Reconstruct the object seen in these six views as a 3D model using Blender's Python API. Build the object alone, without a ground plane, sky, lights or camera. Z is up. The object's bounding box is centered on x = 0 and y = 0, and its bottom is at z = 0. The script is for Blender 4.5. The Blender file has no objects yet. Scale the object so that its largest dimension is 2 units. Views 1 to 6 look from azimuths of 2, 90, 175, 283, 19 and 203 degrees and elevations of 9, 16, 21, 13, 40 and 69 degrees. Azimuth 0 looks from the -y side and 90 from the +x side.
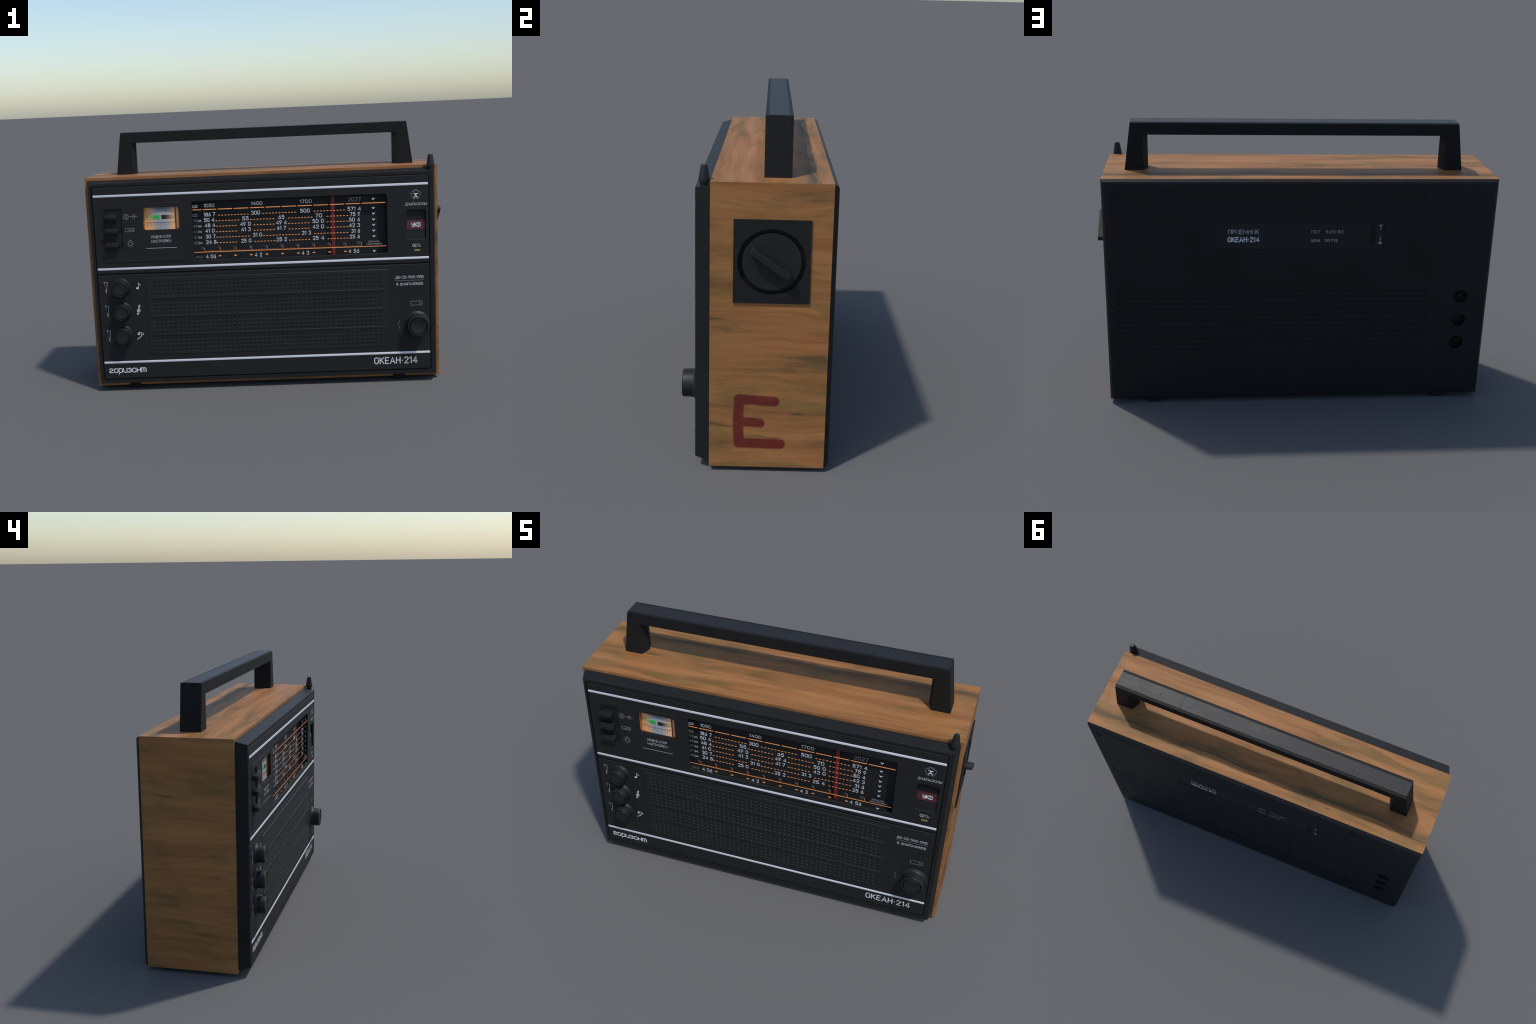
# Portable transistor radio in a wooden cabinet: black bevelled front panel with tuning scale,
# meter, slide switches, knobs and perforated grille; carrying handle, band selector on the flank,
# black back cover with vents, sockets and a rating plate.
import bpy, bmesh, math
from mathutils import Vector

# ------------------------------------------------------------------ main sizes (metres)
XL, XR = -1.0, 0.955            # cabinet flanks
YF, YB = -0.188, 0.286          # cabinet front and back edge
ZB, ZT = 0.018, 1.214           # cabinet underside and top
FACE = -0.2480                  # face of the control plates
PRINT = -0.2484                 # printed marks stand a hair proud of it
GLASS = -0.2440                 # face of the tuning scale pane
BACK = 0.306                    # outer face of the back cover

scene = bpy.context.scene


# ================================================================== node helpers
class Nodes:
    def __init__(self, name):
        self.mat = bpy.data.materials.new(name)
        self.mat.use_nodes = True
        self.t = self.mat.node_tree
        self.bsdf = self.t.nodes["Principled BSDF"]
        self.coord = self.t.nodes.new("ShaderNodeTexCoord").outputs["Object"]

    def put(self, socket, value):
        if hasattr(value, "is_linked"):
            self.t.links.new(value, socket)
        elif isinstance(value, (tuple, list)) and socket.type == "RGBA" and len(value) == 3:
            socket.default_value = (*value, 1)
        else:
            socket.default_value = value

    def math(self, op, a, b=0.0, clamp=False):
        n = self.t.nodes.new("ShaderNodeMath")
        n.operation, n.use_clamp = op, clamp
        self.put(n.inputs[0], a)
        self.put(n.inputs[1], b)
        return n.outputs[0]

    def vec(self, op, a, b=None, scale=None, out=0):
        n = self.t.nodes.new("ShaderNodeVectorMath")
        n.operation = op
        self.put(n.inputs[0], a)
        if b is not None:
            self.put(n.inputs[1], b)
        if scale is not None:
            self.put(n.inputs["Scale"], scale)
        return n.outputs[out]

    def split(self, v):
        n = self.t.nodes.new("ShaderNodeSeparateXYZ")
        self.put(n.inputs[0], v)
        return n.outputs

    def join(self, x, y, z):
        n = self.t.nodes.new("ShaderNodeCombineXYZ")
        for s, v in zip(n.inputs, (x, y, z)):
            self.put(s, v)
        return n.outputs[0]

    def noise(self, vector, scale=1.0, detail=4.0, rough=0.5, distortion=0.0):
        n = self.t.nodes.new("ShaderNodeTexNoise")
        for k, v in (("Vector", vector), ("Scale", scale), ("Detail", detail), ("Roughness", rough), ("Distortion", distortion)):
            self.put(n.inputs[k], v)
        return n.outputs[0]

    def ramp(self, fac, stops):
        n = self.t.nodes.new("ShaderNodeValToRGB")
        self.put(n.inputs[0], fac)
        while len(n.color_ramp.elements) < len(stops):
            n.color_ramp.elements.new(0.5)
        for e, (p, c) in zip(n.color_ramp.elements, stops):
            e.position = p
            e.color = (*c, 1) if isinstance(c, tuple) else (c, c, c, 1)
        return n.outputs[0]

    def range(self, v, a, b, lo=0.0, hi=1.0):
        n = self.t.nodes.new("ShaderNodeMapRange")
        n.interpolation_type = "SMOOTHSTEP"
        for s, x in zip(n.inputs[:5], (v, a, b, lo, hi)):
            self.put(s, x)
        return n.outputs[0]

    def mix(self, fac, a, b, blend="MIX"):
        n = self.t.nodes.new("ShaderNodeMix")
        n.data_type, n.blend_type = "RGBA", blend
        self.put(n.inputs[0], fac)
        self.put(n.inputs[6], a)
        self.put(n.inputs[7], b)
        return n.outputs[2]

    def bump(self, height, strength, distance):
        n = self.t.nodes.new("ShaderNodeBump")
        self.put(n.inputs["Height"], height)
        n.inputs["Strength"].default_value, n.inputs["Distance"].default_value = strength, distance
        self.t.links.new(n.outputs[0], self.bsdf.inputs["Normal"])

    def finish(self, colour, rough=0.5, spec=0.5, metal=0.0):
        self.put(self.bsdf.inputs["Base Color"], colour)
        self.put(self.bsdf.inputs["Roughness"], rough)
        self.put(self.bsdf.inputs["Specular IOR Level"], spec)
        self.put(self.bsdf.inputs["Metallic"], metal)
        return self.mat


def plain(name, colour, rough=0.5, spec=0.5, metal=0.0, vary=0.06):
    m = Nodes(name)
    n = m.noise(m.coord, 30.0, 3.0)
    low = tuple(c * (1 - vary) for c in colour)
    high = tuple(min(1.0, c * (1 + vary)) for c in colour)
    return m.finish(m.ramp(n, [(0.3, low), (0.7, high)]), rough, spec, metal)


def plastic(name, colour, rough=0.5, spec=0.4, grain=0.00010):
    m = Nodes(name)
    cloud = m.noise(m.coord, 5.0, 5.0, 0.6)
    col = m.ramp(cloud, [(0.3, tuple(c * 0.93 for c in colour)), (0.7, tuple(c * 1.07 for c in colour))])
    m.bump(m.noise(m.coord, 420.0, 2.0), 0.25, grain)
    r = m.math("ADD", m.math("MULTIPLY", cloud, 0.12), rough - 0.06)
    return m.finish(col, r, spec)


def scuffed_plastic(name, colour):
    """Handle cap: hand-worn plastic, matt scuffs and thin cross scratches."""
    m = Nodes(name)
    x, y, z = m.split(m.coord)
    stretched = m.join(m.math("MULTIPLY", x, 6.0), m.math("MULTIPLY", y, 60.0), z)
    wear = m.noise(stretched, 1.0, 6.0, 0.65, 0.4)
    blot = m.noise(m.coord, 14.0, 5.0, 0.7, 1.2)
    cross = m.join(m.math("MULTIPLY", x, 34.0), m.math("MULTIPLY", y, 4.0), z)
    line = m.math("ABSOLUTE", m.math("SUBTRACT", m.noise(cross, 1.0, 1.0, 0.4, 0.8), 0.5))
    scratch = m.math("MULTIPLY", m.range(line, 0.012, 0.0), m.range(blot, 0.49, 0.60))
    tone = m.math("ADD", m.math("MULTIPLY", wear, 0.6), m.math("MULTIPLY", blot, 0.4))
    col = m.ramp(tone, [(0.36, tuple(c * 0.93 for c in colour)), (0.62, tuple(c * 1.06 for c in colour))])
    col = m.mix(m.math("MULTIPLY", scratch, 0.55), col, (0.010, 0.011, 0.012))
    rough = m.range(tone, 0.34, 0.62, 0.545, 0.50)
    rough = m.math("ADD", rough, m.math("MULTIPLY", scratch, 0.15))
    m.bump(m.noise(m.coord, 350.0, 2.0), 0.2, 0.0001)
    return m.finish(col, rough, 0.34)


WOOD_DARK, WOOD_MID, WOOD_LIGHT, WOOD_PALE = (0.188, 0.082, 0.028), (0.270, 0.120, 0.041), (0.330, 0.150, 0.053), (0.385, 0.185, 0.070)
STAIN = (0.062, 0.056, 0.030)


def wood(name, run, across, seed, blotches=(), vein=None, paint=()):
    """Figured veneer: grain runs along axis `run`, bands follow each other along `across`.
    blotches: (run, across, half length, half width) of spalted dark streaks; vein: (centre, amplitude)."""
    m = Nodes(name)
    xyz = m.split(m.coord)
    u, v = xyz[run], xyz[across]
    # slow drift of the grain, then broad growth bands, narrower figure and hair-fine pores
    warp = m.noise(m.join(m.math("MULTIPLY", u, 1.5), m.math("MULTIPLY", v, 3.4), seed), 1.0, 2.0, 0.45)
    vw = m.math("ADD", v, m.math("MULTIPLY", m.math("SUBTRACT", warp, 0.5), 0.13))
    bands = m.noise(m.join(m.math("MULTIPLY", u, 1.0), m.math("MULTIPLY", vw, 13.0), seed + 3.1), 1.0, 6.0, 0.62, 0.5)
    figure = m.noise(m.join(m.math("MULTIPLY", u, 2.6), m.math("MULTIPLY", vw, 36.0), seed + 5.3), 1.0, 4.0, 0.6, 0.8)
    fine = m.noise(m.join(m.math("MULTIPLY", u, 5.0), m.math("MULTIPLY", vw, 190.0), seed + 7.7), 1.0, 3.0, 0.6)
    cloud = m.noise(m.join(m.math("MULTIPLY", u, 2.6), m.math("MULTIPLY", vw, 8.0), seed + 11.3), 1.0, 4.0, 0.55, 0.5)
    tone = m.math("ADD", m.math("ADD", m.math("MULTIPLY", bands, 0.52), m.math("MULTIPLY", figure, 0.32)), m.math("MULTIPLY", fine, 0.16))
    col = m.ramp(tone, [(0.33, WOOD_DARK), (0.46, WOOD_MID), (0.56, WOOD_LIGHT), (0.68, WOOD_PALE)])
    olive = m.mix(m.range(cloud, 0.49, 0.64, 0.0, 1.0), (1, 1, 1), (0.70, 0.83, 0.80))
    col = m.mix(1.0, col, olive, "MULTIPLY")
    red = m.mix(m.range(cloud, 0.46, 0.28, 0.0, 0.8), (1, 1, 1), (1.08, 0.97, 0.98))
    col = m.mix(1.0, col, red, "MULTIPLY")
    # thin dark threads between the growth bands
    thread = m.math("ABSOLUTE", m.math("SUBTRACT", bands, 0.47))
    where = m.noise(m.join(m.math("MULTIPLY", u, 3.4), m.math("MULTIPLY", v, 9.0), seed + 17.9), 1.0, 3.0)
    mask = m.math("MULTIPLY", m.range(thread, 0.022, 0.002), m.range(where, 0.54, 0.68, 0.0, 0.34))
    rag = m.noise(m.join(m.math("MULTIPLY", u, 6.0), m.math("MULTIPLY", v, 40.0), seed + 23.0), 1.0, 5.0, 0.60, 0.6)
    for (bu, bv, lu, lv) in blotches:
        du = m.math("DIVIDE", m.math("SUBTRACT", u, bu), lu)
        dv = m.math("DIVIDE", m.math("SUBTRACT", vw, bv), lv)
        d = m.math("SQRT", m.math("ADD", m.math("MULTIPLY", du, du), m.math("MULTIPLY", dv, dv)))
        d = m.math("ADD", d, m.math("MULTIPLY", m.math("SUBTRACT", rag, 0.5), 3.0))
        mask = m.math("MAXIMUM", mask, m.range(d, 1.20, -0.15, 0.0, 0.72))
    if vein:
        centre, swing = vein
        sway = m.noise(m.join(m.math("MULTIPLY", u, 1.9), seed + 31.0, 0.0), 1.0, 4.0, 0.6)
        axis = m.math("ADD", centre, m.math("MULTIPLY", m.math("SUBTRACT", sway, 0.5), swing))
        off = m.math("SUBTRACT", v, axis)
        edge = m.math("ADD", off, m.math("MULTIPLY", m.math("SUBTRACT", rag, 0.5), 0.050))
        # crisp on the rear side, fading away towards the front
        line = m.math("MULTIPLY", m.range(edge, 0.006, 0.001), m.range(edge, -0.044, -0.001))
        thick = m.noise(m.join(m.math("MULTIPLY", u, 3.0), seed + 41.0, 0.0), 1.0, 2.0)
        mask = m.math("MAXIMUM", mask, m.math("MULTIPLY", line, m.range(thick, 0.30, 0.58, 0.30, 0.85)))
        sway2 = m.noise(m.join(m.math("MULTIPLY", u, 1.6), seed + 57.0, 0.0), 1.0, 4.0, 0.6)
        e2 = m.math("ADD", m.math("SUBTRACT", v, m.math("ADD", centre + 0.022, m.math("MULTIPLY", m.math("SUBTRACT", sway2, 0.5), swing * 0.8))), m.math("MULTIPLY", m.math("SUBTRACT", rag, 0.5), 0.016))
        mask = m.math("MAXIMUM", mask, m.math("MULTIPLY", m.range(m.math("ABSOLUTE", e2), 0.0065, 0.001), m.range(thick, 0.68, 0.42, 0.0, 0.75)))
    col = m.mix(mask, col, STAIN)
    if paint:
        flat = m.join(xyz[1], xyz[2], 0.0)
        wob = m.noise(m.coord, 34.0, 3.0)
        nearest = None
        for (a, b, radius) in paint:
            A, B = Vector((*a, 0)), Vector((*b, 0))
            rel = m.vec("SUBTRACT", flat, tuple(A))
            h = m.math("DIVIDE", m.vec("DOT_PRODUCT", rel, tuple(B - A), out=1), (B - A).length_squared, clamp=True)
            gap = m.vec("LENGTH", m.vec("SUBTRACT", rel, m.vec("SCALE", tuple(B - A), scale=h)), out=1)
            gap = m.math("SUBTRACT", gap, radius)
            nearest = gap if nearest is None else m.math("MINIMUM", nearest, gap)
        nearest = m.math("ADD", nearest, m.math("MULTIPLY", m.math("SUBTRACT", wob, 0.5), 0.005))
        cover = m.range(nearest, 0.0055, -0.0050, 0.0, m.range(wob, 0.35, 0.6, 0.95, 0.91))
        under = m.mix(1.0, col, (2.3, 2.5, 4.0), "MULTIPLY")
        red_paint = m.mix(0.45, (0.135, 0.020, 0.020), m.mix(1.0, (0.165, 0.024, 0.024), under, "MULTIPLY"))
        col = m.mix(cover, col, red_paint)
    m.bump(fine, 0.12, 0.0004)
    return m.finish(col, m.range(tone, 0.3, 0.7, 0.62, 0.52), 0.20)


# ================================================================== materials
CASE = plastic("black_case_plastic", (0.0124, 0.0126, 0.0130), 0.52, 0.20)
PLATE = plastic("black_plate_plastic", (0.0150, 0.0151, 0.0156), 0.52, 0.20)
GRILLE = plastic("speckled_grille_plastic", (0.0128, 0.0129, 0.0133), 0.42, 0.34)
KNOB = plastic("knob_plastic", (0.0125, 0.0129, 0.0135), 0.50, 0.30)
HANDLE = plastic("handle_plastic", (0.0130, 0.0131, 0.0135), 0.58, 0.12)
SCUFFED = scuffed_plastic("worn_handle_plastic", (0.0135, 0.0137, 0.0142))
PIT = plastic("dark_cavity_plastic", (0.0072, 0.0075, 0.0080), 0.55, 0.25)
LABEL = plastic("rating_plate_plastic", (0.0160, 0.0166, 0.0180), 0.5, 0.22)
RUBBER = plastic("foot_rubber", (0.010, 0.010, 0.011), 0.7, 0.2)
STRIP = plain("pale_trim_metal", (0.64, 0.65, 0.69), 0.45, 0.5, 0.0, 0.02)
WHITE = plain("white_print", (0.66, 0.67, 0.70), 0.6, 0.3)
GREY = plain("grey_print", (0.20, 0.207, 0.22), 0.6, 0.3)
MIST = plain("faded_white_print", (0.38, 0.39, 0.41), 0.6, 0.3, 0.0, 0.3)
DIM = plain("dim_print", (0.13, 0.135, 0.145), 0.6, 0.3, 0.0, 0.35)
ORANGE = plain("orange_print", (0.98, 0.33, 0.10), 0.6, 0.3, 0.0, 0.10)
POINTER = plain("red_pointer", (0.150, 0.014, 0.016), 0.45, 0.4)
BAND_RED = plain("dark_red_band", (0.085, 0.016, 0.018), 0.5, 0.4)
LAMP = plain("yellow_lamp_lens", (0.21, 0.175, 0.045), 0.3, 0.5)
BLACK = plain("meter_black", (0.020, 0.019, 0.018), 0.5, 0.3)
NEEDLE = plain("meter_needle_red", (0.085, 0.010, 0.016), 0.5, 0.3)
LINING = plain("amber_meter_lining", (0.30, 0.125, 0.040), 0.55, 0.3, 0.0, 0.12)


def meter_paper():
    """Meter card: grey-white in the middle, amber glow painted into the ends, shade painted at the top middle."""
    m = Nodes("meter_card")
    x, y, z = m.split(m.coord)
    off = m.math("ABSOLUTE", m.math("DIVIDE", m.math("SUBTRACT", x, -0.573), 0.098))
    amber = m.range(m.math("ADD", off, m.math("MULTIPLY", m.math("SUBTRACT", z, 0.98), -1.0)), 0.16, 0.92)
    col = m.mix(amber, (0.33, 0.34, 0.365), (1.0, 0.50, 0.20))  # backlight glow put into the base colour, no emission used
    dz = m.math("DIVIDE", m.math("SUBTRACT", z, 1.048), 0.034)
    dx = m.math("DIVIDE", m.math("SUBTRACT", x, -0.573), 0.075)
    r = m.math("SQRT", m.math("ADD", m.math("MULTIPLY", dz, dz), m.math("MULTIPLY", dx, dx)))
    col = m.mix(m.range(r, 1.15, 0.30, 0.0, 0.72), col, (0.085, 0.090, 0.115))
    return m.finish(col, 0.5, 0.3)


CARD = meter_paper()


def fading(name, strong, pale, x_strong, x_pale):
    """Band printed on the meter card that fades into the amber end."""
    m = Nodes(name)
    x = m.split(m.coord)[0]
    return m.finish(m.mix(m.range(x, x_strong, x_pale), strong, pale), 0.5, 0.3)


GREEN = fading("meter_green", (0.022, 0.40, 0.085), (0.62, 0.46, 0.19), -0.605, -0.662)
FADING_BLACK = fading("meter_fading_black", (0.014, 0.013, 0.013), (0.48, 0.33, 0.18), -0.560, -0.500)

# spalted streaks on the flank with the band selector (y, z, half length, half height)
FLANK_STREAKS = [(0.23, 1.165, 0.15, 0.042), (0.23, 0.505, 0.16, 0.040), (0.172, 0.279, 0.030, 0.008), (-0.14, 0.201, 0.08, 0.007), (0.05, 0.170, 0.09, 0.008), (-0.17, 0.655, 0.04, 0.007)]
PAINTED_E = [((-0.066, 0.3216), (0.0745, 0.3135), 0.0218), ((-0.066, 0.3200), (-0.0701, 0.220), 0.0212), ((-0.0701, 0.220), (-0.0660, 0.128), 0.0212),
             ((-0.060, 0.2229), (0.0185, 0.2176), 0.0205), ((-0.066, 0.1258), (0.1025, 0.1245), 0.0218)]
WOOD_TOP = wood("veneer_along_the_case", 0, 1, 2.0, blotches=[(-0.72, 0.03, 0.14, 0.012), (-0.45, 0.255, 0.02, 0.006)], vein=(0.205, 0.10))
WOOD_BASE = wood("veneer_under_the_case", 0, 1, 9.0)
WOOD_PAINTED = wood("veneer_with_painted_letter", 1, 2, 14.0, blotches=FLANK_STREAKS, paint=PAINTED_E)
WOOD_PLAIN = wood("veneer_across_the_case", 1, 2, 27.0, blotches=[(-0.05, 0.22, 0.10, 0.012), (-0.10, 0.50, 0.05, 0.010), (0.16, 0.92, 0.09, 0.010)])

# ================================================================== object helpers
root = bpy.data.objects.new("portable_radio", None)
scene.collection.objects.link(root)
root["label"] = "vintage portable radio, wooden cabinet, black front with tuning scale"
root["category"] = "radio"


def add(name, mesh, mat, parent=root, smooth=None, kind=None):
    ob = bpy.data.objects.new(name, mesh)
    scene.collection.objects.link(ob)
    ob.parent = parent
    if mat is not None:
        mesh.materials.clear()
        mesh.materials.append(mat)
    if smooth is not None:
        mesh.polygons.foreach_set("use_smooth", [True] * len(mesh.polygons))
        mesh.set_sharp_from_angle(angle=math.radians(smooth))
    if kind:
        ob["kind"] = kind
    return ob


def mesh_of(bm, name):
    bm.normal_update()
    me = bpy.data.meshes.new(name)
    bm.to_mesh(me)
    bm.free()
    return me


def to_front(u, v, w):   # w: depth towards the viewer in front of y = 0
    return (u, -w, v)


def to_back(u, v, w):    # u counts from the left as seen from behind
    return (-u, w, v)


def to_flank(u, v, w):
    return (w, u, v)


def block(name, x, y, z, mat, parent=root, bevel=0.0, segments=2):
    bm = bmesh.new()
    bmesh.ops.create_cube(bm, size=1.0)
    for p in bm.verts:
        p.co = ((x[0] + x[1]) / 2 + p.co.x * (x[1] - x[0]), (y[0] + y[1]) / 2 + p.co.y * (y[1] - y[0]), (z[0] + z[1]) / 2 + p.co.z * (z[1] - z[0]))
    if bevel:
        bmesh.ops.bevel(bm, geom=bm.edges[:], offset=bevel, segments=segments, profile=0.5, affect="EDGES")
    return add(name, mesh_of(bm, name), mat, parent, 40 if bevel else None)


def solid(name, points, faces, mat, parent=root, bevel=0.0, segments=2):
    bm = bmesh.new()
    vs = [bm.verts.new(p) for p in points]
    for f in faces:
        bm.faces.new([vs[i] for i in f])
    bmesh.ops.recalc_face_normals(bm, faces=bm.faces[:])
    if bevel:
        bmesh.ops.bevel(bm, geom=bm.edges[:], offset=bevel, segments=segments, profile=0.5, affect="EDGES")
    return add(name, mesh_of(bm, name), mat, parent, 40 if bevel else None)


BOX_FACES = [(0, 1, 2, 3), (4, 5, 6, 7), (0, 1, 5, 4), (1, 2, 6, 5), (2, 3, 7, 6), (3, 0, 4, 7)]


def rounded(u0, u1, v0, v1, r, n=5):
    """Counter-clockwise rounded rectangle; r may be one radius or four (lower left, lower right, upper right, upper left)."""
    rs = r if isinstance(r, (tuple, list)) else (r,) * 4
    pts = []
    for (cu, cv, a0), q in zip(((u0, v0, 180), (u1, v0, 270), (u1, v1, 0), (u0, v1, 90)), rs):
        q = max(q, 1e-5)
        su, sv = (1 if cu == u0 else -1), (1 if cv == v0 else -1)
        for i in range(n + 1 if q > 1e-4 else 1):
            a = math.radians(a0 + 90 * i / n)
            pts.append((cu + su * q + q * math.cos(a), cv + sv * q + q * math.sin(a)))
    return pts


def sheet(name, outlines, w0, w1, face, mat, parent=root, bevel=0.0):
    """Plate of constant thickness with holes: the first outline is the rim, the others are openings."""
    cu = bpy.data.curves.new(name, "CURVE")
    cu.dimensions, cu.fill_mode = "2D", "BOTH"
    for pts in outlines:
        s = cu.splines.new("POLY")
        s.points.add(len(pts) - 1)
        for p, (a, b) in zip(s.points, pts):
            p.co = (a, b, 0, 1)
        s.use_cyclic_u = True
    cu.extrude = (w1 - w0) / 2 - bevel
    cu.bevel_depth, cu.bevel_resolution, cu.offset = bevel, 1, -bevel
    ob = bpy.data.objects.new(name, cu)
    scene.collection.objects.link(ob)
    graph = bpy.context.evaluated_depsgraph_get()
    me = bpy.data.meshes.new_from_object(ob.evaluated_get(graph))
    bpy.data.objects.remove(ob)
    bpy.data.curves.remove(cu)
    mid = (w0 + w1) / 2
    bm = bmesh.new()
    bm.from_mesh(me)
    bmesh.ops.remove_doubles(bm, verts=bm.verts[:], dist=2e-6)
    for p in bm.verts:
        p.co = face(p.co.x, p.co.y, p.co.z + mid)
    bmesh.ops.recalc_face_normals(bm, faces=bm.faces[:])
    if bm.calc_volume(signed=True) < 0:
        bmesh.ops.reverse_faces(bm, faces=bm.faces[:])
    bm.to_mesh(me)
    bm.free()
    return add(name, me, mat, parent, 12)


def lathe(name, profile, mat, parent=root, steps=48, at=None):
    """Turned part, axis towards -y; profile is (radius, y)."""
    bm = bmesh.new()
    rings = []
    for r, y in profile:
        if r < 1e-6:
            rings.append([bm.verts.new((0, y, 0))])
        else:
            rings.append([bm.verts.new((r * math.cos(math.tau * i / steps), y, r * math.sin(math.tau * i / steps))) for i in range(steps)])
    for a, b in zip(rings, rings[1:]):
        for i in range(steps):
            j = (i + 1) % steps
            if len(b) == 1:
                bm.faces.new((a[i], a[j], b[0]))
            elif len(a) == 1:
                bm.faces.new((a[0], b[i], b[j]))
            else:
                bm.faces.new((a[i], a[j], b[j], b[i]))
    bmesh.ops.recalc_face_normals(bm, faces=bm.faces[:])
    ob = add(name, mesh_of(bm, name), mat, parent, 42)
    if at:
        ob.location = at
    return ob


def cut(target, cutters):
    """Boolean difference with throw-away cutters."""
    bm = bmesh.new()
    for c in cutters:
        bm.from_mesh(c.data)
        bpy.data.objects.remove(c)
    tool = bpy.data.objects.new("tool", mesh_of(bm, "tool"))
    scene.collection.objects.link(tool)
    mod = target.modifiers.new("cut", "BOOLEAN")
    mod.operation, mod.solver, mod.object, mod.use_self = "DIFFERENCE", "EXACT", tool, False
    graph = bpy.context.evaluated_depsgraph_get()
    me = bpy.data.meshes.new_from_object(target.evaluated_get(graph))
    target.modifiers.clear()
    mat = target.data.materials[0]
    target.data = me
    me.materials.clear()
    me.materials.append(mat)
    for p in me.polygons:
        p.material_index = 0
    bpy.data.objects.remove(tool)
    me.polygons.foreach_set("use_smooth", [True] * len(me.polygons))
    me.set_sharp_from_angle(angle=math.radians(30))


# ================================================================== printed strokes and lettering
class Ink:
    """Collects flat printed strokes on one plane of the radio and turns them into one mesh."""

    def __init__(self, face, w):
        self.bm, self.face, self.w, self.lift = bmesh.new(), face, w, 0

    def _poly(self, pts):
        self.bm.faces.new([self.bm.verts.new(self.face(a, b, self.w + self.lift * 2e-5)) for a, b in pts])

    def blob(self, pts):
        self.lift = (self.lift + 1) % 12
        self._poly(pts)

    def rect(self, u0, u1, v0, v1):
        self.blob([(u0, v0), (u1, v0), (u1, v1), (u0, v1)])

    def disc(self, u, v, r, rv=None, n=16):
        rv = rv or r
        self.blob([(u + r * math.cos(math.tau * i / n), v + rv * math.sin(math.tau * i / n)) for i in range(n)])

    def line(self, pts, width, closed=False, cap=True):
        """Stroke of even width with mitred joints and round ends."""
        self.lift = (self.lift + 1) % 12
        P = [Vector(p) for p in pts]
        P = [p for i, p in enumerate(P) if i == 0 or (p - P[i - 1]).length > 1e-7]
        if len(P) < 2:
            return
        n, h = len(P), width / 2
        left, right = [], []
        for i in range(n):
            before = P[i] - P[i - 1] if (i or closed) else P[1] - P[0]
            after = P[(i + 1) % n] - P[i] if (i < n - 1 or closed) else before
            if before.length < 1e-9:
                before = after
            if after.length < 1e-9:
                after = before
            a, b = before.normalized(), after.normalized()
            na, nb = Vector((-a.y, a.x)), Vector((-b.y, b.x))
            m = na + nb
            if m.length < 0.35:
                m = na
                k = 1.0
            else:
                m.normalize()
                k = min(1.6, 1 / max(0.4, m.dot(na)))
            left.append(P[i] + m * h * k)
            right.append(P[i] - m * h * k)
        vert = lambda p: self.bm.verts.new(self.face(p.x, p.y, self.w + self.lift * 2e-5))
        L, R = [vert(p) for p in left], [vert(p) for p in right]
        for i in range(n if closed else n - 1):
            j = (i + 1) % n
            self.bm.faces.new((L[i], R[i], R[j], L[j]))
        if cap and not closed:
            for end, p, d, a, b in ((0, P[0], P[0] - P[1], L[0], R[0]), (1, P[-1], P[-1] - P[-2], R[-1], L[-1])):
                d = d.normalized()
                s = Vector((-d.y, d.x))
                arc = [vert(p + (s * -math.cos(math.pi * i / 6) + d * math.sin(math.pi * i / 6)) * h) for i in range(1, 6)]
                self.bm.faces.new([a, *arc, b])

    def text(self, string, u0, u1, v, height, weight, gap=0.20, glyphs=None):
        """Single-line lettering fitted between u0 and u1 on the base line v."""
        table = glyphs or GLYPHS
        width = sum(table[c][0] for c in string) + gap * (len(string) - 1)
        k, pen = (u1 - u0) / width, u0
        for c in string:
            w, strokes = table[c]
            for s in strokes:
                if s[0] == "dot":
                    self.disc(pen + s[1] * k, v + s[2] * height, weight * 0.62)
                else:
                    self.line([(pen + a * k, v + b * height) for a, b in bend(s)], weight)
            pen += (w + gap) * k

    def done(self, name, mat, parent, kind=None):
        bmesh.ops.recalc_face_normals(self.bm, faces=self.bm.faces[:])
        return add(name, mesh_of(self.bm, name), mat, parent, kind=kind)


def arc(cx, cy, rx, ry, a0, a1, n=10):
    return [(cx + rx * math.cos(math.radians(a0 + (a1 - a0) * i / n)), cy + ry * math.sin(math.radians(a0 + (a1 - a0) * i / n))) for i in range(n + 1)]


def bend(stroke):
    """A stroke is a run of points and of ("arc", cx, cy, rx, ry, from, to) pieces."""
    pts = []
    for s in stroke:
        pts += arc(*s[1:]) if s[0] == "arc" else [s]
    return pts


def _a(*v):
    return ("arc", *v)


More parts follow.
